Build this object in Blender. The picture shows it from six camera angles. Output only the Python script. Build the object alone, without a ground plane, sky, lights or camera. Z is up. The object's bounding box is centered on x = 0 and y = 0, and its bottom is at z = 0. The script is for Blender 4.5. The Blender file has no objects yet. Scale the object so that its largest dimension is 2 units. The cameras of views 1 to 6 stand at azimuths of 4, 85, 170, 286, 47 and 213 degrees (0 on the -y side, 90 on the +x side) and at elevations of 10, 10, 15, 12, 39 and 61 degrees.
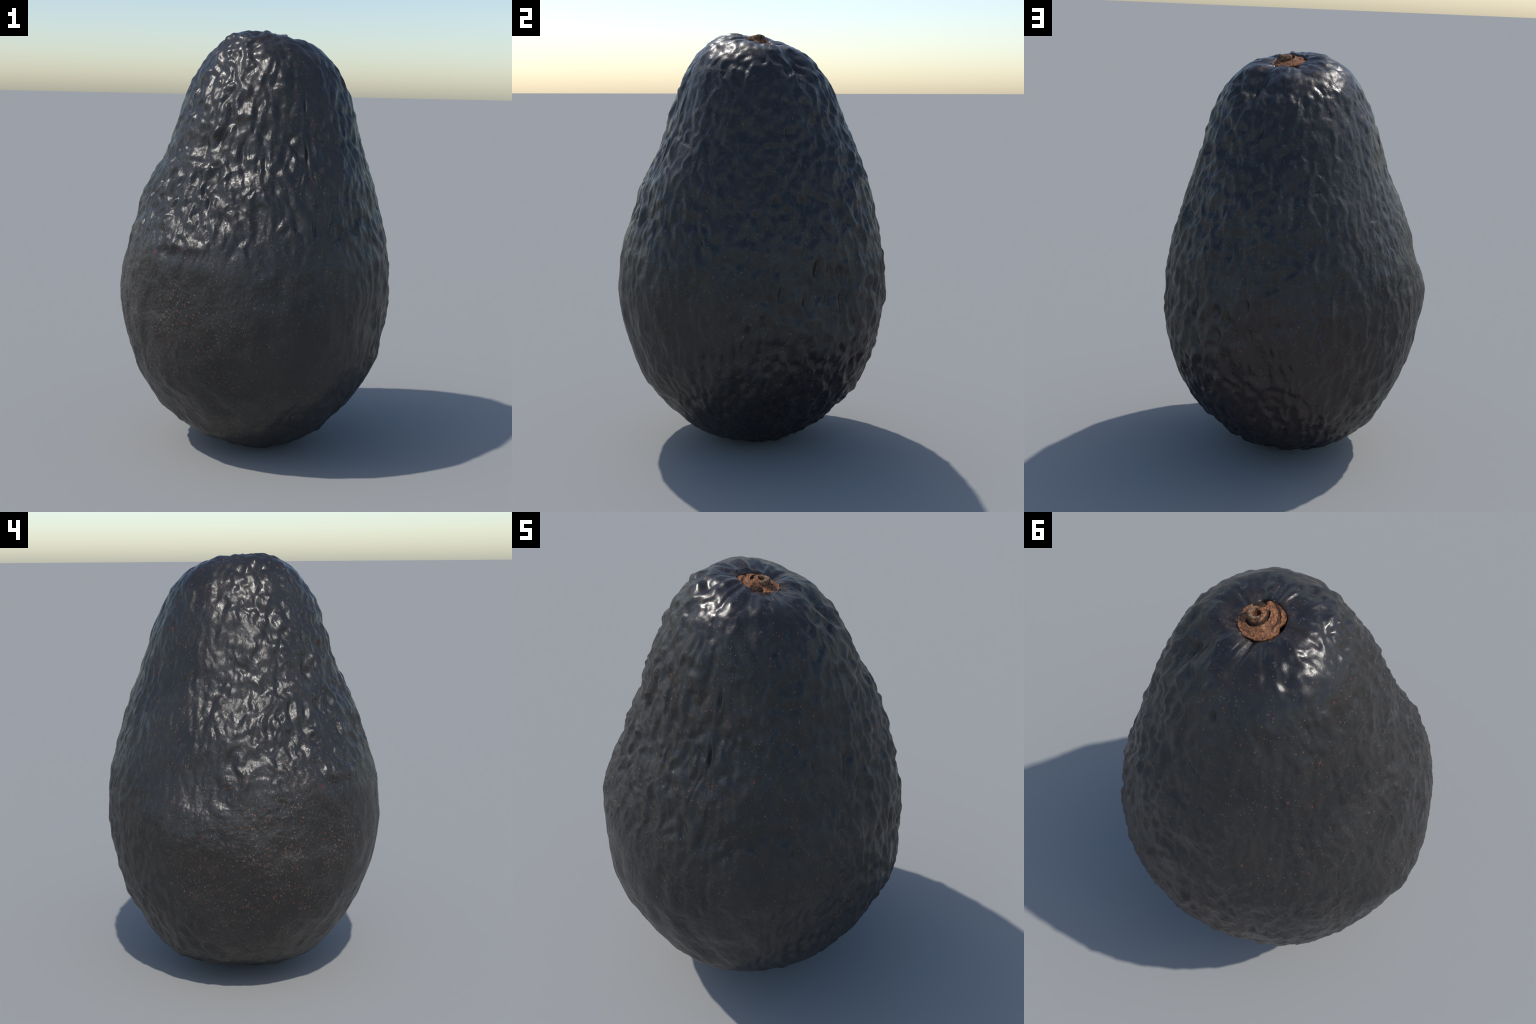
"""A ripe dark avocado standing on its blunt end, with a corky stem button in the
dimple on top.  The body is a pear profile (radius against polar angle) whose
cross-sections are a low Fourier series; pebbled relief, funnel wrinkles, cracks and
ledges are displaced on a fine mesh."""
import math
import bpy, bmesh
import numpy as np

# ------------------------------------------------------------------ noise tools
def _hash(ix, iy, iz, seed):
    h = (ix.astype(np.int64) * 374761393 + iy.astype(np.int64) * 668265263
         + iz.astype(np.int64) * 2147483647 + seed * 1274126177) & 0xFFFFFFFF
    h = ((h ^ (h >> 13)) * 1103515245) & 0xFFFFFFFF
    h = ((h ^ (h >> 16)) * 2654435761) & 0xFFFFFFFF
    return (h ^ (h >> 15)) & 0xFFFFFFFF


def unit(ix, iy, iz, seed):
    return _hash(ix, iy, iz, seed).astype(np.float64) / 4294967296.0


def noise(p, seed=0):
    """Perlin gradient noise, about -1..1."""
    i = np.floor(p).astype(np.int64)
    f = p - i
    w = f * f * f * (f * (f * 6 - 15) + 10)
    out = 0
    for dx in (0, 1):
        wx = w[:, 0] if dx else 1 - w[:, 0]
        for dy in (0, 1):
            wy = w[:, 1] if dy else 1 - w[:, 1]
            for dz in (0, 1):
                wz = w[:, 2] if dz else 1 - w[:, 2]
                h = _hash(i[:, 0] + dx, i[:, 1] + dy, i[:, 2] + dz, seed)
                g = (((h & 1023) / 511.5 - 1) * (f[:, 0] - dx)
                     + (((h >> 10) & 1023) / 511.5 - 1) * (f[:, 1] - dy)
                     + (((h >> 20) & 1023) / 511.5 - 1) * (f[:, 2] - dz))
                out = out + g * wx * wy * wz
    return out * 1.3


def fbm(p, octaves, seed=0, gain=0.5):
    out, a, s = 0, 1.0, 0.0
    for k in range(octaves):
        out = out + a * noise(p * 2.0 ** k + 17.3 * k, seed + k)
        s += a
        a *= gain
    return out / s


def cells(p, seed=0):
    """Worley noise: distance to the nearest and second nearest point."""
    i = np.floor(p).astype(np.int64)
    f1 = np.full(len(p), 9.0)
    f2 = np.full(len(p), 9.0)
    for dx in (-1, 0, 1):
        for dy in (-1, 0, 1):
            for dz in (-1, 0, 1):
                c = i + (dx, dy, dz)
                q = c + np.stack([unit(c[:, 0], c[:, 1], c[:, 2], seed + k) for k in (1, 2, 3)], 1)
                d = np.sqrt(((p - q) ** 2).sum(1))
                f2 = np.minimum(f2, np.maximum(f1, d))
                f1 = np.minimum(f1, d)
    return f1, f2


def lumps(p, seed=0, k=7.0):
    """Soft Worley noise: rounded cushions with rounded valleys, 0 at a centre."""
    i = np.floor(p).astype(np.int64)
    total = np.zeros(len(p))
    for dx in (-1, 0, 1):
        for dy in (-1, 0, 1):
            for dz in (-1, 0, 1):
                c = i + (dx, dy, dz)
                q = c + np.stack([unit(c[:, 0], c[:, 1], c[:, 2], seed + j) for j in (1, 2, 3)], 1)
                total += np.exp(-k * np.sqrt(((p - q) ** 2).sum(1)))
    return -np.log(total + 1e-12) / k


def step(a, b, x):
    t = np.clip((x - a) / (b - a), 0, 1)
    return t * t * (3 - 2 * t)


def around(az, centre, width):
    """1 at an azimuth, falling off smoothly to 0 over width (degrees)."""
    d = np.abs((az - centre + 180) % 360 - 180)
    return 1 - step(0, width, d)


def along(p, pts, start_thin=True):
    """Distance to a polyline, and how far along it (0..1)."""
    pts = np.array(pts, float)
    seg = np.linalg.norm(np.diff(pts, axis=0), axis=1)
    at = np.concatenate([[0], np.cumsum(seg)]) / seg.sum()
    best, s = np.full(len(p), 9.0), np.zeros(len(p))
    near = np.linalg.norm(p - pts.mean(0), axis=1) < seg.sum() + 0.1
    q = p[near]
    b, t = best[near], s[near]
    for k in range(len(seg)):
        d = pts[k + 1] - pts[k]
        u = np.clip(((q - pts[k]) @ d) / (d @ d), 0, 1)
        r = np.linalg.norm(q - pts[k] - u[:, None] * d, axis=1)
        t = np.where(r < b, at[k] + u * (at[k + 1] - at[k]), t)
        b = np.minimum(b, r)
    best[near], s[near] = b, t
    return best, s


# ------------------------------------------------------------------ the pear form
CORE = 0.85                       # height of the centre the radii are measured from
# radius at 13 equally spaced polar angles, from the crown down to the blunt end:
# the mean, then the cosine and sine parts of the 1st to 4th harmonic round the axis
RADII = [
    [1.1839, 1.0894, 0.8489, 0.7274, 0.6677, 0.6493, 0.6509, 0.6674, 0.7077, 0.7572, 0.8174, 0.8576, 0.8611],
    [0.0, 0.0522, 0.0656, 0.0493, 0.0309, 0.0217, 0.0132, 0.0154, 0.0243, 0.0176, 0.0035, 0.0181, 0.0],
    [0.0, 0.0186, 0.0325, 0.0199, 0.0129, 0.0018, 0.0032, 0.0, -0.0083, -0.0019, 0.0017, 0.0, 0.0],
    [0.0, 0.0069, -0.0004, -0.0032, -0.0028, -0.0053, -0.0023, -0.0028, -0.0013, -0.0025, -0.002, -0.0056, 0.0],
    [0.0, -0.0132, 0.0001, 0.0027, 0.0062, 0.0061, 0.0006, 0.0134, 0.0063, 0.002, -0.0029, -0.0046, 0.0],
    [0.0, 0.0002, 0.0046, -0.013, -0.0051, -0.0009, -0.009, -0.0031, -0.0019, -0.0055, 0.0032, 0.0035, 0.0],
    [0.0, 0.0026, -0.0031, -0.0061, -0.0003, 0.0022, 0.0051, 0.0059, 0.0013, -0.0035, 0.0029, 0.0013, 0.0],
    [0.0, -0.003, 0.0028, -0.0014, -0.0035, -0.0085, -0.0019, -0.0027, -0.0163, -0.0036, -0.0007, -0.0003, 0.0],
    [0.0, 0.0042, -0.001, 0.0019, 0.0006, 0.0002, -0.0038, 0.0044, -0.0004, 0.0016, -0.0034, 0.0044, 0.0],
]


def spline(values, t):
    """Cubic spline, level at both ends, through values spaced evenly over 0..pi."""
    y = np.array(values)
    n, h = len(y), math.pi / (len(y) - 1)
    A, b = np.eye(n), np.zeros(n)
    for k in range(1, n - 1):
        A[k, k - 1:k + 2] = 1, 4, 1
        b[k] = 3 / h * (y[k + 1] - y[k - 1])
    m = np.linalg.solve(A, b)
    i = np.clip((t / h).astype(int), 0, n - 2)
    s = t / h - i
    return ((2 * s ** 3 - 3 * s ** 2 + 1) * y[i] + (s ** 3 - 2 * s ** 2 + s) * h * m[i]
            + (3 * s ** 2 - 2 * s ** 3) * y[i + 1] + (s ** 3 - s ** 2) * h * m[i + 1])


def pear_radius(d):
    t = np.arccos(np.clip(d[:, 2], -1, 1))
    ph = np.arctan2(d[:, 1], d[:, 0])
    r = spline(RADII[0], t)
    for j in range(1, 9):
        m = (j + 1) // 2
        r = r + spline(RADII[j], t) * (np.cos(m * ph) if j % 2 else np.sin(m * ph))
    return r


# local swells (+) and dents (-) on top of the form: (place, radius, height)
SWELLS = [
    ((-0.07, -0.16, 1.95), 0.13, 0.024),       # rim of the crown, front left
    ((-0.21, -0.28, 1.66), 0.11, 0.012),
    ((-0.28, -0.40, 1.30), 0.10, 0.010),
    ((0.25, -0.46, 1.37), 0.09, -0.017),
    ((0.31, 0.08, 1.88), 0.06, -0.014),
    ((0.24, 0.24, 1.85), 0.06, -0.014),
    ((0.54, 0.21, 1.28), 0.08, -0.012),
    ((0.08, 0.53, 1.42), 0.10, -0.017),
    ((0.07, 0.60, 1.18), 0.10, -0.017),
    ((0.05, 0.61, 0.54), 0.12, 0.017),
    ((-0.16, 0.33, 1.76), 0.09, -0.013),
    ((-0.50, 0.37, 0.88), 0.10, -0.012),
    ((-0.58, 0.03, 0.52), 0.13, 0.022),
    ((-0.63, 0.05, 0.78), 0.08, 0.012),
    ((-0.655, 0.06, 0.94), 0.05, 0.014),       # corner on the left flank
    ((-0.45, -0.44, 0.57), 0.11, -0.013),
    ((-0.27, -0.38, 0.24), 0.10, -0.015),
    ((-0.40, 0.09, 1.55), 0.09, 0.010),
    ((0.02, -0.39, 1.62), 0.09, 0.010),
    ((0.36, -0.53, 0.70), 0.11, 0.014),        # edge above the flat cut, an artefact of the scan
    ((0.49, -0.44, 0.71), 0.11, 0.014),
    ((0.62, -0.18, 0.76), 0.12, 0.014),
    ((0.33, -0.55, 0.50), 0.11, -0.016),       # the flat cut itself, a scan artefact kept in the shape
    ((0.46, -0.43, 0.52), 0.11, -0.019),
    ((0.54, -0.31, 0.50), 0.10, -0.016),
    ((0.44, -0.36, 0.36), 0.12, -0.018),
    ((-0.32, -0.27, 1.50), 0.15, 0.012),
    ((-0.48, -0.44, 0.84), 0.10, 0.010),
    ((-0.50, -0.02, 1.20), 0.10, 0.008),
    ((-0.20, 0.21, 1.81), 0.09, -0.011),
    ((-0.43, 0.22, 1.32), 0.09, 0.008),
    ((-0.58, 0.30, 0.86), 0.09, -0.009),
    ((-0.06, 0.55, 0.40), 0.12, 0.010),
    ((0.10, -0.08, 1.97), 0.06, -0.014),
    ((-0.10, -0.10, 1.98), 0.07, 0.008),
    ((0.23, 0.20, 1.88), 0.10, -0.010),
    ((0.30, 0.06, 1.88), 0.07, -0.008),
    ((0.32, -0.20, 1.62), 0.09, 0.008),
    ((-0.36, -0.16, 1.52), 0.08, 0.008),
    ((0.28, -0.46, 1.15), 0.08, 0.006),
    ((0.22, -0.40, 1.50), 0.08, 0.008),
]
STEM = np.array([0.083, 0.034])   # axis of the dimple, seen from above


def body_surface():
    bm = bmesh.new()
    bmesh.ops.create_icosphere(bm, subdivisions=9, radius=1.0)
    me = bpy.data.meshes.new("skin")
    bm.to_mesh(me)
    bm.free()
    n = len(me.vertices)
    d = np.empty(n * 3)
    me.vertices.foreach_get("co", d)
    d = d.reshape(-1, 3)
    d /= np.linalg.norm(d, axis=1)[:, None]
    p = d * pear_radius(d)[:, None] + (0, 0, CORE)
    me.vertices.foreach_set("co", p.ravel())
    me.update()
    nor = np.empty(n * 3)
    me.vertices.foreach_get("normal", nor)
    nor = nor.reshape(-1, 3)

    z = p[:, 2]
    az = np.degrees(np.arctan2(p[:, 0], -p[:, 1]))
    warp = np.stack([fbm(p * 7, 2, 60 + k) for k in range(3)], 1)

    # where the hide is coarse, fine or smooth
    coarse = np.clip(0.30 + 0.80 * around(az, 125, 90) + 0.20 * around(az, 45, 50), 0, 1.05)
    front = around(az, -15, 100) * (1 - step(0.80, 1.15, z + 0.15 * warp[:, 0]))     # smooth lower front
    coarse = np.clip(coarse + 0.5 * around(az, 175, 90) * (1 - step(0.6, 1.0, z)), 0, 1.05)
    coarse = coarse * (1 - 0.66 * front)
    neck = around(az, -35, 85) ** 0.6 * step(0.80, 1.26, z + 0.32 * warp[:, 1] + 0.20 * noise(p * 3.1, 77)) * step(0.12, 0.22, np.linalg.norm(p[:, :2] - STEM, axis=1))
    back = around(az, -135, 80) * step(0.4, 0.7, z)
    crown = step(1.84, 1.96, z)

    h = np.zeros(n)
    # broad unevenness of the outline
    h += 0.0075 * fbm(p * (5.0, 5.0, 4.0), 2, 3)
    h += 0.0070 * noise(p * (13.0, 13.0, 9.0), 8)
    # coarse hide: soft pits between rounded ridges, drawn out up and down
    q = (p + warp * 0.026) * (21.0, 21.0, 12.5)
    pit = lumps(q, 11, 11.0)
    h += coarse * (1 - crown) * 0.0185 * (pit - 0.36) * (0.6 + 0.8 * step(-0.4, 0.4, noise(p * 6, 19)))
    h += (0.002 + 0.0045 * coarse) * (1 - 0.85 * front) * (1 - crown) * noise((p + warp * 0.03) * (31.0, 31.0, 15.0), 21)
    h += coarse * (1 - crown) * 0.0040 * (lumps((p + warp * 0.02) * (44.0, 44.0, 26.0), 23, 11.0) - 0.36)
    h += (0.15 + 0.85 * coarse) * (1 - 0.8 * front) * (1 - 0.6 * crown) * 0.0095 * noise((p + warp * 0.03) * (29.0, 29.0, 6.0), 27)
    # finer upright wrinkles on the far left flank
    h += back * (1 - crown) * 0.0060 * fbm((p + warp * 0.03) * (36.0, 36.0, 13.0), 2, 25)
    # the glossy neck: irregular knobs at several sizes, drawn out into upright ribs
    q = p + warp * 0.03
    h += neck * 0.0190 * fbm(q * (18.0, 18.0, 12.0), 2, 31, 0.45)
    h += neck * 0.0190 * (0.36 - lumps(q * (25.0, 25.0, 16.5), 33, 9.0)) * step(-0.45, 0.25, noise(p * 9, 34))
    h += neck * 0.0022 * noise(q * (62.0, 62.0, 44.0), 36) * step(-0.3, 0.3, noise(p * 11, 35))
    rib = around(az, 22, 62) * step(0.95, 1.2, z) * (1 - step(1.75, 1.88, z))
    h += rib * 0.0115 * noise((p + warp * 0.03) * (30.0, 30.0, 7.0), 38)
    h += crown * 0.0075 * step(0.10, 0.20, np.linalg.norm(p[:, :2] - STEM, axis=1)) * fbm(q * (20.0, 20.0, 14.0), 2, 45)
    # fine unevenness everywhere, with flat-lying creases at the lower front
    h += 0.0016 * fbm(p * (60.0, 60.0, 42.0), 3, 51, 0.6) * (1 - 0.5 * crown)
    low = around(az, -65, 85) * step(0.25, 0.5, z) * (1 - step(0.85, 1.15, z + 0.2 * warp[:, 2]))
    h += low * 0.0062 * fbm((p + warp * 0.06) * (16.0, 16.0, 22.0), 4, 71, 0.6)
    # underside: long shallow folds running to the blunt end
    under = 1 - step(0.15, 0.55, z)
    h += under * (0.0065 + 0.004 * around(az, -75, 60)) * fbm((p + warp * 0.05) * (15.0, 15.0, 9.0), 3, 81)

    # the skin lies calmer along the long crack
    crack = [(0.236, -0.30, 1.75), (0.240, -0.345, 1.65), (0.240, -0.378, 1.55), (0.252, -0.407, 1.476), (0.27, -0.447, 1.385)]
    dist, s = along(p + 0.012 * warp, crack)
    h *= 0.4 + 0.6 * step(0.005, 0.055, dist)
    # hand-felt swells and dents: (place, radius, height)
    for place, wide, high in SWELLS:
        h += high * np.exp(-(((p - place) ** 2).sum(1)) / wide ** 2)
    # long crack down the neck and other splits: (points, depth, half width)
    for pts, depth, wide in (
        (crack, 0.0160, 0.0058),
        ([(0.285, -0.42, 1.42), (0.292, -0.44, 1.377), (0.298, -0.48, 1.27), (0.302, -0.502, 1.2)], 0.007, 0.006),
        ([(0.250, -0.45, 1.41), (0.239, -0.469, 1.366), (0.226, -0.506, 1.283)], 0.0100, 0.006),
        ([(0.027, 0.12, 1.981), (-0.019, 0.179, 1.96), (-0.084, 0.269, 1.884), (-0.11, 0.296, 1.843), (-0.148, 0.338, 1.752)], 0.006, 0.009),
        ([(0.20, 0.06, 1.97), (0.31, 0.079, 1.901), (0.325, 0.125, 1.864), (0.349, 0.147, 1.82), (0.355, 0.179, 1.784)], 0.016, 0.022),
        ([(-0.414, 0.463, 1.013), (-0.396, 0.495, 0.954)], 0.009, 0.004),
        ([(-0.592, 0.236, 0.934), (-0.578, 0.275, 0.924)], 0.009, 0.004),
    ):
        dist, s = along(p + 0.012 * warp, pts)
        h -= depth * (0.85 + 0.3 * warp[:, 2]) * np.sin(np.pi * np.clip(s, 0.03, 0.97)) ** 0.6 * np.exp(-(dist / wide) ** 2)
        h += 0.25 * depth * np.exp(-((dist - 2 * wide) / wide) ** 2) * np.sin(np.pi * s)
    # the blunt ridge down the front where the glossy flank turns away
    dist, s = along(p, [(0.07, -0.30, 1.83), (0.086, -0.344, 1.764), (0.092, -0.41, 1.554), (0.1, -0.48, 1.39), (0.118, -0.551, 1.229), (0.115, -0.588, 1.122)])
    h += 0.0045 * np.exp(-(dist / 0.022) ** 2) * np.sin(np.pi * np.clip(s, 0, 1))
    # ledge: the lumpy shoulder ends in a lip above the smooth belly
    dist, s = along(p, [(-0.345, -0.47, 1.16), (-0.334, -0.485, 1.122), (-0.32, -0.524, 1.07), (-0.264, -0.561, 1.054), (-0.147, -0.597, 1.066)])
    h += 0.009 * np.exp(-(dist / 0.022) ** 2) * np.sin(np.pi * np.clip(s, 0, 1)) ** 0.7
    dist, s = along(p, [(-0.40, -0.483, 1.02), (-0.33, -0.54, 1.015), (-0.25, -0.58, 1.01)])
    h -= 0.008 * np.exp(-(dist / 0.03) ** 2) * np.sin(np.pi * np.clip(s, 0.1, 0.9))
    dist, s = along(p, [(-0.442, -0.457, 0.94), (-0.518, -0.361, 0.91), (-0.573, -0.262, 0.896), (-0.63, -0.1, 0.85)])
    h += 0.006 * np.exp(-(dist / 0.035) ** 2) * np.sin(np.pi * s)

    # crown: funnel round the stem with radial wrinkles
    v = p[:, :2] - STEM
    dist = np.linalg.norm(v, axis=1)
    top = z > 1.2
    ang = np.arctan2(v[:, 1], v[:, 0])
    ring = np.stack([np.cos(ang), np.sin(ang), dist * 1.5], 1)
    fold = 1.2 * noise(ring * (2.2, 2.2, 2.5) + 5, 91) + 0.6 * noise(ring * (5.2, 5.2, 5.0), 92) + 0.25 * noise(ring * (9, 9, 9.0), 93)
    reach = np.exp(-((dist - 0.13) / 0.10) ** 2) * step(0.05, 0.09, dist)
    h += top * 0.0155 * fold * reach
    h -= top * 0.050 * np.exp(-(dist / 0.15) ** 2) * (1 + 0.5 * np.cos(ang - math.radians(60)))
    # a broad valley beside the stem, running off the far shoulder
    dist2, s = along(p, [(0.17, 0.115, 1.97), (0.25, 0.18, 1.92), (0.34, 0.25, 1.84), (0.39, 0.29, 1.75)])
    h -= 0.042 * np.exp(-(dist2 / 0.055) ** 2) * np.sin(np.pi * np.clip(0.15 + 0.85 * s, 0, 1))
    p = p + nor * h[:, None]
    rim = 0.081 + 0.006 * noise(ring * (1.6, 1.6, 0), 95)
    p[:, 2] -= top * 0.055 * (1 - step(rim - 0.014, rim + 0.008, dist))

    # stand on the ground, 2 m tall
    body_low, body_high = p[:, 2].min(), p[:, 2].max()
    p[:, 2] = (p[:, 2] - body_low) * (1.9995 / (body_high - body_low))
    me.vertices.foreach_set("co", p.ravel())
    me.polygons.foreach_set("use_smooth", np.ones(len(me.polygons), bool))
    me.update()
    return me


# ------------------------------------------------------------------ node helper
class Nodes:
    def __init__(self, name):
        self.mat = bpy.data.materials.new(name)
        self.mat.use_nodes = True
        self.t = self.mat.node_tree
        self.bsdf = self.t.nodes["Principled BSDF"]
        self.pos = self.t.nodes.new("ShaderNodeTexCoord").outputs["Object"]

    def put(self, socket, value):
        if isinstance(value, bpy.types.NodeSocket):
            self.t.links.new(value, socket)
        elif hasattr(socket.default_value, "__len__") and not hasattr(value, "__len__"):
            socket.default_value = (value,) * len(socket.default_value)
        else:
            socket.default_value = value

    def math(self, op, a, b=0.0, c=0.0, clamp=False):
        n = self.t.nodes.new("ShaderNodeMath")
        n.operation, n.use_clamp = op, clamp
        for k, x in enumerate((a, b, c)):
            self.put(n.inputs[k], x)
        return n.outputs[0]

    def scaled(self, scale, shift=(0, 0, 0)):
        n = self.t.nodes.new("ShaderNodeMapping")
        self.put(n.inputs["Vector"], self.pos)
        n.inputs["Scale"].default_value, n.inputs["Location"].default_value = scale, shift
        return n.outputs[0]

    def noise(self, scale, detail=2.0, rough=0.5, stretch=(1, 1, 1), shift=(0, 0, 0), warp=0.0):
        n = self.t.nodes.new("ShaderNodeTexNoise")
        self.put(n.inputs["Vector"], self.scaled(stretch, shift))
        for k, x in (("Scale", scale), ("Detail", detail), ("Roughness", rough), ("Distortion", warp)):
            n.inputs[k].default_value = x
        return n.outputs[0]

    def cells(self, scale, stretch=(1, 1, 1), shift=(0, 0, 0), feature="F1"):
        n = self.t.nodes.new("ShaderNodeTexVoronoi")
        n.feature = feature
        self.put(n.inputs["Vector"], self.scaled(stretch, shift))
        n.inputs["Scale"].default_value = scale
        return n.outputs

    def ramp(self, x, lo, hi, a=0.0, b=1.0):
        n = self.t.nodes.new("ShaderNodeMapRange")
        n.interpolation_type = "SMOOTHSTEP"
        for k, v in enumerate((x, lo, hi, a, b)):
            self.put(n.inputs[k], v)
        return n.outputs[0]

    def mix(self, f, a, b):
        n = self.t.nodes.new("ShaderNodeMix")
        n.data_type = "RGBA"
        self.put(n.inputs[0], f)
        for s, v in ((n.inputs[6], a), (n.inputs[7], b)):
            self.put(s, v if isinstance(v, bpy.types.NodeSocket) else (*v, 1.0))
        return n.outputs[2]

    def xyz(self):
        n = self.t.nodes.new("ShaderNodeSeparateXYZ")
        self.put(n.inputs[0], self.pos)
        return n.outputs

    def near(self, point, radius, soft):
        n = self.t.nodes.new("ShaderNodeVectorMath")
        n.operation = "DISTANCE"
        self.put(n.inputs[0], self.pos)
        n.inputs[1].default_value = point
        return self.ramp(n.outputs["Value"], radius + soft, radius - soft)

    def bump(self, height, strength, distance, below=None):
        n = self.t.nodes.new("ShaderNodeBump")
        self.put(n.inputs["Strength"], strength)
        n.inputs["Distance"].default_value = distance
        self.put(n.inputs["Height"], height)
        if below is not None:
            self.put(n.inputs["Normal"], below)
        return n.outputs[0]

    def set(self, **kw):
        for k, v in kw.items():
            s = self.bsdf.inputs[k.replace("_", " ")]
            self.put(s, (*v, 1.0) if isinstance(v, tuple) else v)
        return self.mat


def skin_material():
    m = Nodes("avocado_skin")
    x, y, z = m.xyz()
    mid = m.noise(5.0, 4, 0.6)
    base = m.mix(m.ramp(mid, 0.38, 0.64), (0.0155, 0.0141, 0.0136), (0.0236, 0.0214, 0.0196))
    # navy blotches, mostly on the upper half
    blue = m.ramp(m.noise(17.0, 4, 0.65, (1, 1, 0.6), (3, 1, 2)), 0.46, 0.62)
    up = m.ramp(m.math("ADD", z, m.math("MULTIPLY", mid, 0.8)), 1.15, 1.70, 0.08, 0.65)
    side = m.ramp(m.math("ADD", x, m.math("MULTIPLY", y, 0.45)), -0.20, 0.40, 0.10, 1.0)
    up = m.math("MULTIPLY", up, side)
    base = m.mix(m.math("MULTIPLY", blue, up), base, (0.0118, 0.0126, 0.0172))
    # plum tint round the stem and brown dust in its folds
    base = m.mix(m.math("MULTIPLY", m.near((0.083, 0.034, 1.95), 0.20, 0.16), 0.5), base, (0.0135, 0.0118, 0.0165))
    dust = m.math("MULTIPLY", m.near((0.083, 0.034, 1.93), 0.12, 0.07), m.ramp(m.noise(24.0, 3, 0.6, (1, 1, 1), (7, 0, 0)), 0.40, 0.62))
    base = m.mix(m.math("MULTIPLY", dust, 0.9), base, (0.055, 0.040, 0.028))
    # maroon blush low on the far side, with a ragged edge
    wob = m.noise(9.0, 4, 0.65, shift=(1, 5, 2))
    blush = m.near((0.34, 0.40, 0.22), 0.46, 0.04)
    n = m.t.nodes.new("ShaderNodeVectorMath")
    n.operation = "DISTANCE"
    m.put(n.inputs[0], m.pos)
    n.inputs[1].default_value = (0.34, 0.40, 0.20)
    ragged = m.math("ADD", n.outputs["Value"], m.math("MULTIPLY", wob, 0.30))
    blush = m.ramp(ragged, 0.66, 0.60)
    base = m.mix(m.math("MULTIPLY", blush, 0.75), base, (0.0120, 0.0075, 0.0090))
    dist = m.t.nodes.new("ShaderNodeVectorMath")
    dist.operation = "DISTANCE"
    m.put(dist.inputs[0], m.pos)
    dist.inputs[1].default_value = (0.10, 0.60, 0.62)
    maroon_tinge = m.ramp(m.math("ADD", dist.outputs["Value"], m.math("MULTIPLY", wob, 0.5)), 0.78, 0.50, 0, 0.75)
    base = m.mix(maroon_tinge, base, (0.0290, 0.0162, 0.0142))  # broad reddish-brown tinge of the skin on the lower far side
    warm = m.ramp(m.noise(6.5, 3, 0.6, shift=(2, 8, 4)), 0.52, 0.66)
    base = m.mix(m.math("MULTIPLY", warm, 0.5), base, (0.0260, 0.0190, 0.0150))
    # lenticels: rust-red and tan flecks
    front = m.math("ADD", m.near((-0.45, -0.45, 0.55), 0.45, 0.30), 0.28, clamp=True)
    for scale, shift, hue, size, share in (
        (62.0, (0, 0, 0), (0.165, 0.060, 0.028), 0.29, 0.75),
        (90.0, (4, 2, 1), (0.20, 0.120, 0.065), 0.30, 0.75),
        (120.0, (9, 3, 5), (0.16, 0.145, 0.125), 0.30, 0.75),
        (48.0, (2, 6, 3), (0.15, 0.034, 0.024), 0.27, 0.40),
    ):
        c = m.cells(scale, (1, 1, 0.75), shift)
        pick = m.t.nodes.new("ShaderNodeSeparateColor")
        m.put(pick.inputs[0], c["Color"])
        dot = m.ramp(c["Distance"], size, size * 0.45)
        keep = m.math("LESS_THAN", pick.outputs[0], m.math("MULTIPLY", m.math("POWER", front, 1.7 if hue[0] > 3.5 * hue[1] else 0.9), share))
        patch = m.ramp(m.noise(7.0, 2, 0.5, shift=shift), 0.36, 0.62, 0.25, 1.0)
        f = m.math("MULTIPLY", m.math("MULTIPLY", dot, keep), m.math("MULTIPLY", patch, m.math("MULTIPLY_ADD", m.math("POWER", pick.outputs[1], 1.6), 0.85, 0.15)))
        base = m.mix(f, base, hue)
    base = m.mix(m.math("MULTIPLY", m.near((-0.395, -0.481, 1.017), 0.010, 0.009), 0.7), base, (0.10, 0.016, 0.014))

    fine = m.noise(150.0, 3, 0.6, (1, 1, 0.7))
    small = m.noise(62.0, 2, 0.55, (1, 1, 0.6), warp=0.4)
    calm = m.ramp(z, 1.78, 1.93, 0.36, 0.10)
    nrm = m.bump(small, calm, 0.006)
    nrm = m.bump(fine, 0.22, 0.002, nrm)
    rough = m.ramp(m.noise(14.0, 4, 0.65, shift=(5, 5, 5)), 0.32, 0.70, 0.34, 0.50)
    rough = m.math("SUBTRACT", rough, m.math("MULTIPLY", m.near((0.02, 0.0, 1.95), 0.34, 0.15), 0.09))
    rough = m.math("SUBTRACT", rough, m.math("MULTIPLY", m.near((-0.15, -0.45, 1.45), 0.48, 0.25), 0.03))
    return m.set(Base_Color=base, Roughness=rough, Normal=nrm, Specular_IOR_Level=0.5)


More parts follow.
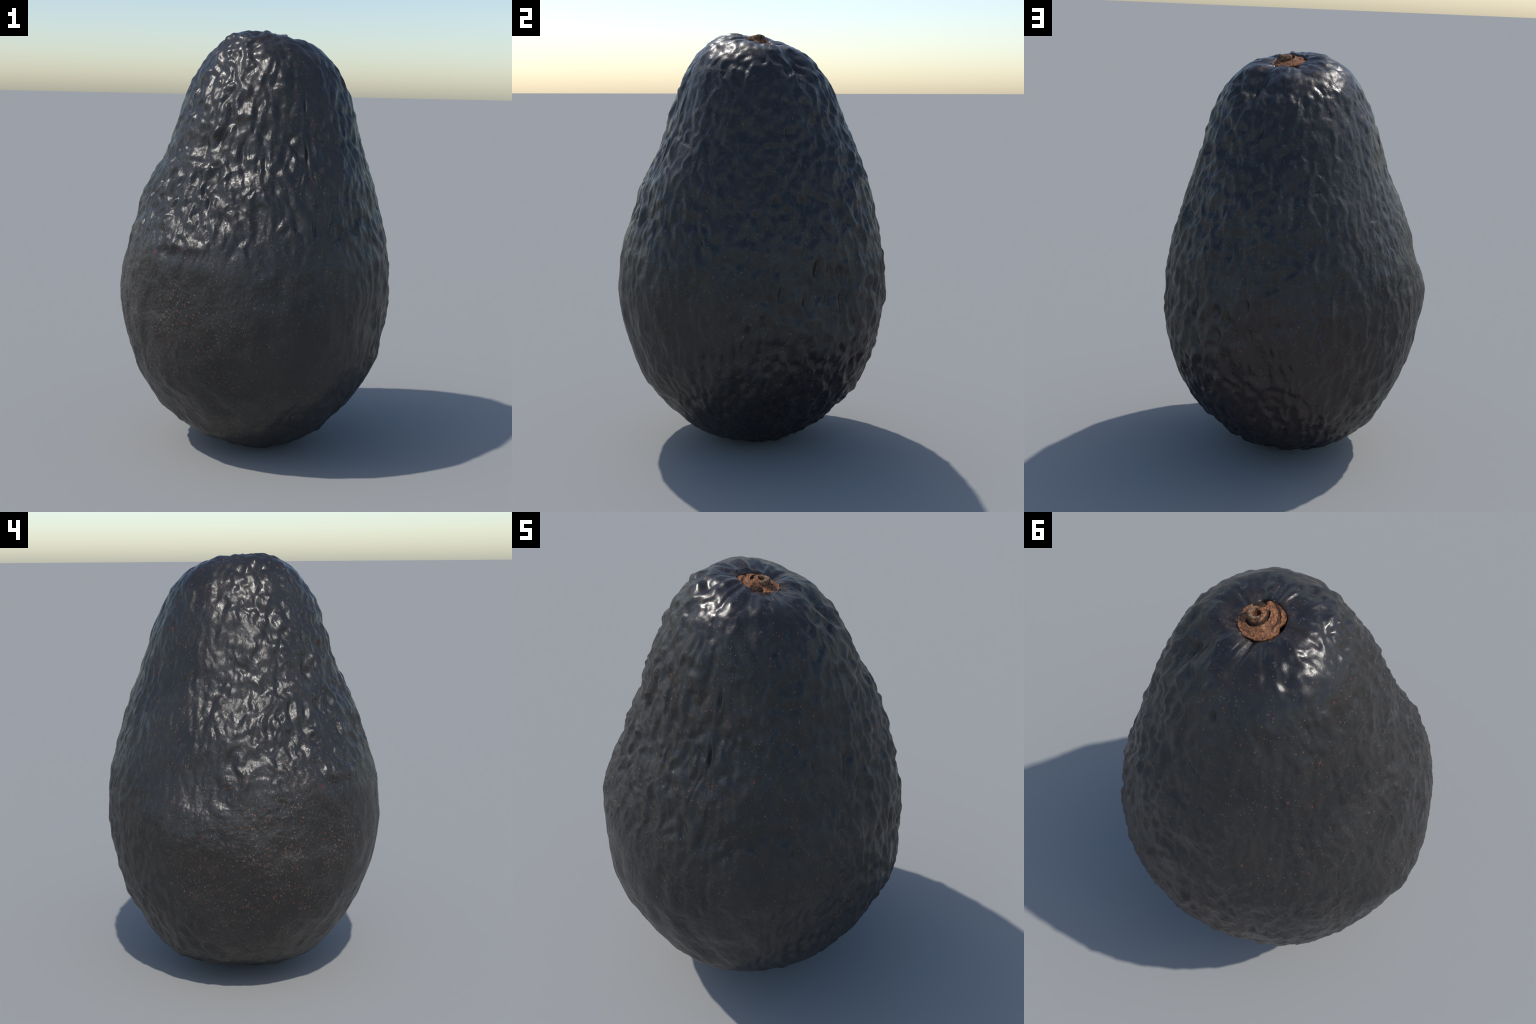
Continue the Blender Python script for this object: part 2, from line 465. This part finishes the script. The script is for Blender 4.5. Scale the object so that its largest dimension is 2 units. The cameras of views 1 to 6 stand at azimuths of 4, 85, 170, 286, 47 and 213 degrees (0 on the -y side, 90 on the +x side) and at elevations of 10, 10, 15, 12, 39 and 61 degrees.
def cork_material(name, light, dark, pale, grooved=False):
    m = Nodes(name)
    a = m.noise(135.0, 4, 0.75, warp=0.5)
    b = m.noise(26.0, 3, 0.6, shift=(4, 4, 4))
    base = m.mix(m.ramp(a, 0.41, 0.60), dark, light)
    base = m.mix(m.ramp(b, 0.55, 0.72, 0, 0.75), base, pale)
    base = m.mix(m.ramp(m.noise(38.0, 3, 0.6, shift=(8, 1, 3)), 0.58, 0.66, 0, 0.8), base, (0.030, 0.016, 0.014))
    if grooved:                       # darker brown colour in the pit and in the groove round the hook
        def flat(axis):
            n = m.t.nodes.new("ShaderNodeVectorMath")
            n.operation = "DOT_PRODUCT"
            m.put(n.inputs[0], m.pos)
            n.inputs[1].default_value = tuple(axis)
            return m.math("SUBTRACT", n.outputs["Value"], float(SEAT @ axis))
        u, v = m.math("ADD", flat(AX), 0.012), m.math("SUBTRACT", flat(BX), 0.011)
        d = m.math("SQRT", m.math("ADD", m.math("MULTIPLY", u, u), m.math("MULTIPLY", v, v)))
        groove_tone = m.ramp(m.math("ABSOLUTE", m.math("SUBTRACT", d, 0.0385)), 0.0075, 0.0045)
        groove_tone = m.math("MULTIPLY", groove_tone, m.ramp(m.math("ADD", v, m.math("MULTIPLY", u, -0.3)), 0.012, -0.002))
        base = m.mix(m.math("MULTIPLY", groove_tone, 0.85), base, (0.034, 0.023, 0.021))
        base = m.mix(m.math("MULTIPLY", m.ramp(d, 0.0165, 0.0120), 0.9), base, (0.085, 0.026, 0.017))
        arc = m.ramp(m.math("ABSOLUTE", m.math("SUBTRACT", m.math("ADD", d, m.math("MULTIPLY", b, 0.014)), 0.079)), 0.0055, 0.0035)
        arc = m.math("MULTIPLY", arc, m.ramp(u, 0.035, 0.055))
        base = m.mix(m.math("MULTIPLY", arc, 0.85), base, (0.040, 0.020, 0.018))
    nrm = m.bump(a, 0.8, 0.004)
    return m.set(Base_Color=base, Roughness=0.8, Normal=nrm, Specular_IOR_Level=0.25)


# ------------------------------------------------------------------ the stem button
def grid_mesh(name, rows, closed_ends=True):
    """Skin a list of equal rings; caps become fans."""
    me = bpy.data.meshes.new(name)
    n = len(rows[0])
    verts = [tuple(v) for r in rows for v in r]
    faces = [(i * n + j, i * n + (j + 1) % n, (i + 1) * n + (j + 1) % n, (i + 1) * n + j)
             for i in range(len(rows) - 1) for j in range(n)]
    if closed_ends:
        for i, flip in ((0, True), (len(rows) - 1, False)):
            verts.append(tuple(np.mean(rows[i], axis=0)))
            c = len(verts) - 1
            for j in range(n):
                f = (i * n + j, i * n + (j + 1) % n, c)
                faces.append(f[::-1] if flip else f)
    me.from_pydata(verts, [], faces)
    me.polygons.foreach_set("use_smooth", np.ones(len(me.polygons), bool))
    me.update()
    return me


# local frame of the button: a to the right, b away, c up, as seen from behind-left
AX = np.array([-0.836, -0.550, 0.0])
BX = np.array([0.550, -0.836, 0.0])
TILT = np.array([0.13, 0.23, 1.0])
TILT = TILT / np.linalg.norm(TILT)
AX = AX - TILT * (AX @ TILT)
AX /= np.linalg.norm(AX)
BX = np.cross(TILT, AX)
SEAT = np.array([0.087, 0.027, 1.953])


def to_world(a, b, c):
    return SEAT + np.multiply.outer(a, AX) + np.multiply.outer(b, BX) + np.multiply.outer(c, TILT)


def curl_path(t):
    """Spiral hook on the button: centre line in the a-b plane, t in 0..1."""
    ang = math.radians(80) + t * math.radians(265)
    r = 0.0255 - 0.005 * t
    return -0.012 + r * math.cos(ang), 0.012 + r * math.sin(ang) * 0.95


def button_height(a, b):
    rr = np.hypot(a / 0.081, b / 0.074)
    h = 0.004 + 0.020 * (1 - step(0.25, 0.95, rr))
    d = np.hypot(a + 0.012, b - 0.011)
    h = h + 0.012 * np.exp(-(d / 0.040) ** 2)
    ang = np.degrees(np.arctan2(b - 0.011, a + 0.012))
    groove = np.exp(-((d - 0.0385) / 0.0055) ** 4) * (1 - step(80, 105, np.abs((ang + 75 + 180) % 360 - 180)))
    h = h - 0.015 * groove
    # rings of growth on the right, a dark hollow on the far flank
    for r0, depth in ((0.064, 0.0045), (0.054, 0.0025)):
        e = np.hypot(a + 0.002, b + 0.002)
        h = h - depth * np.exp(-((e - r0) / 0.0035) ** 2) * (1 - step(30, 75, np.abs(np.degrees(np.arctan2(b, a)) - 5)))
    h = h - 0.020 * np.exp(-((a + 0.010) / 0.022) ** 4 - ((b - 0.062) / 0.022) ** 4)
    h = h - 0.022 * np.exp(-((d / 0.0135) ** 4))
    q = np.stack([a, b, 0 * a], -1).reshape(-1, 3)
    h = h + (0.0030 * fbm(q * 70, 3, 131) + 0.0028 * fbm(q * 190, 2, 141)).reshape(a.shape)
    return h


def stem_button():
    n, m = 220, 90
    ph = np.arange(n) * 2 * math.pi / n
    c3 = np.stack([np.cos(ph), np.sin(ph), 0 * ph], 1)
    edge = 1 + 0.06 * noise(c3 * 1.4, 101) + 0.03 * noise(c3 * 4.0, 102)
    notch = np.abs((np.degrees(ph) + 30 + 180) % 360 - 180)
    edge = edge - 0.16 * np.exp(-(notch / 9) ** 2)
    rows = []
    for k in range(m + 1):                      # top, from the middle outwards
        r = max(k / m, 0.004)
        a, b = 0.081 * r * edge * np.cos(ph), 0.074 * r * edge * np.sin(ph)
        rows.append(to_world(a, b, button_height(a, b)))
    a1, b1 = 0.081 * edge * np.cos(ph), 0.074 * edge * np.sin(ph)
    h1 = button_height(a1, b1)
    for r, dz in ((1.012, -0.004), (1.008, -0.009), (0.97, -0.016), (0.86, -0.024), (0.6, -0.034), (0.45, -0.055)):
        rows.append(to_world(a1 * r, b1 * r, (h1 * max(0, 1 + dz * 40) + dz)))
    return grid_mesh("stem_button", rows[::-1])


def stem_curl():
    rows, n, m = [], 26, 60
    th = np.arange(n) * 2 * math.pi / n
    for k in range(m + 1):
        t = k / m
        a, b = curl_path(t)
        a2, b2 = curl_path(t + 0.01)
        tx, ty = a2 - a, b2 - b
        L = math.hypot(tx, ty)
        nx, ny = -ty / L, tx / L
        taper = min(1, 0.25 + 4 * t, 0.3 + 3.5 * (1 - t))
        w = 0.0085 * taper * (1 + 0.15 * math.sin(9 * t))
        lift = 0.026 + 0.006 * math.sin(math.pi * t) + 0.003 * math.sin(7 * t)
        u = np.sign(np.cos(th)) * np.abs(np.cos(th)) ** 0.8 * w
        c = np.sin(th) * 0.013 * (0.5 + 0.5 * taper) + lift - 0.004
        rows.append(to_world(a + nx * u, b + ny * u, c))
    me = grid_mesh("stem_curl", rows)
    return me


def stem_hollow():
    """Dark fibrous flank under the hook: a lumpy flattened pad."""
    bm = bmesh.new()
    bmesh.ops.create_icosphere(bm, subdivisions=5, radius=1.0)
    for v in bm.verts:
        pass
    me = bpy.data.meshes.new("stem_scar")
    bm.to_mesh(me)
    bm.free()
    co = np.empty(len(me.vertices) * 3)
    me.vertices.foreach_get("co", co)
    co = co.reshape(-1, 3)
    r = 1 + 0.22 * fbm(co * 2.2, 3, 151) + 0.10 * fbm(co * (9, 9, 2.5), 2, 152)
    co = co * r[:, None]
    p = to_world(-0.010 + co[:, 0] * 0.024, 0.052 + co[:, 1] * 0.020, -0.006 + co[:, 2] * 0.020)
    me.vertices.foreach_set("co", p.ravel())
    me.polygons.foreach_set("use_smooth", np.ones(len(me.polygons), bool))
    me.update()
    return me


# ------------------------------------------------------------------ assembly
def add(name, mesh, material, parent):
    mesh.materials.append(material)
    ob = bpy.data.objects.new(name, mesh)
    bpy.context.scene.collection.objects.link(ob)
    ob.parent = parent
    return ob


root = bpy.data.objects.new("avocado", None)
bpy.context.scene.collection.objects.link(root)
root["label"] = "ripe black avocado standing upright, pebbled skin, brown stem button"
root["category"] = "avocado"

add("skin", body_surface(), skin_material(), root)
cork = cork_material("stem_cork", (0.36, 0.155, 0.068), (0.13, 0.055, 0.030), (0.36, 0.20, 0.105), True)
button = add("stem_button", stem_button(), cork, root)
rim = cork_material("stem_curl_cork", (0.27, 0.19, 0.115), (0.15, 0.068, 0.034), (0.21, 0.185, 0.135))
add("stem_curl", stem_curl(), rim, button)
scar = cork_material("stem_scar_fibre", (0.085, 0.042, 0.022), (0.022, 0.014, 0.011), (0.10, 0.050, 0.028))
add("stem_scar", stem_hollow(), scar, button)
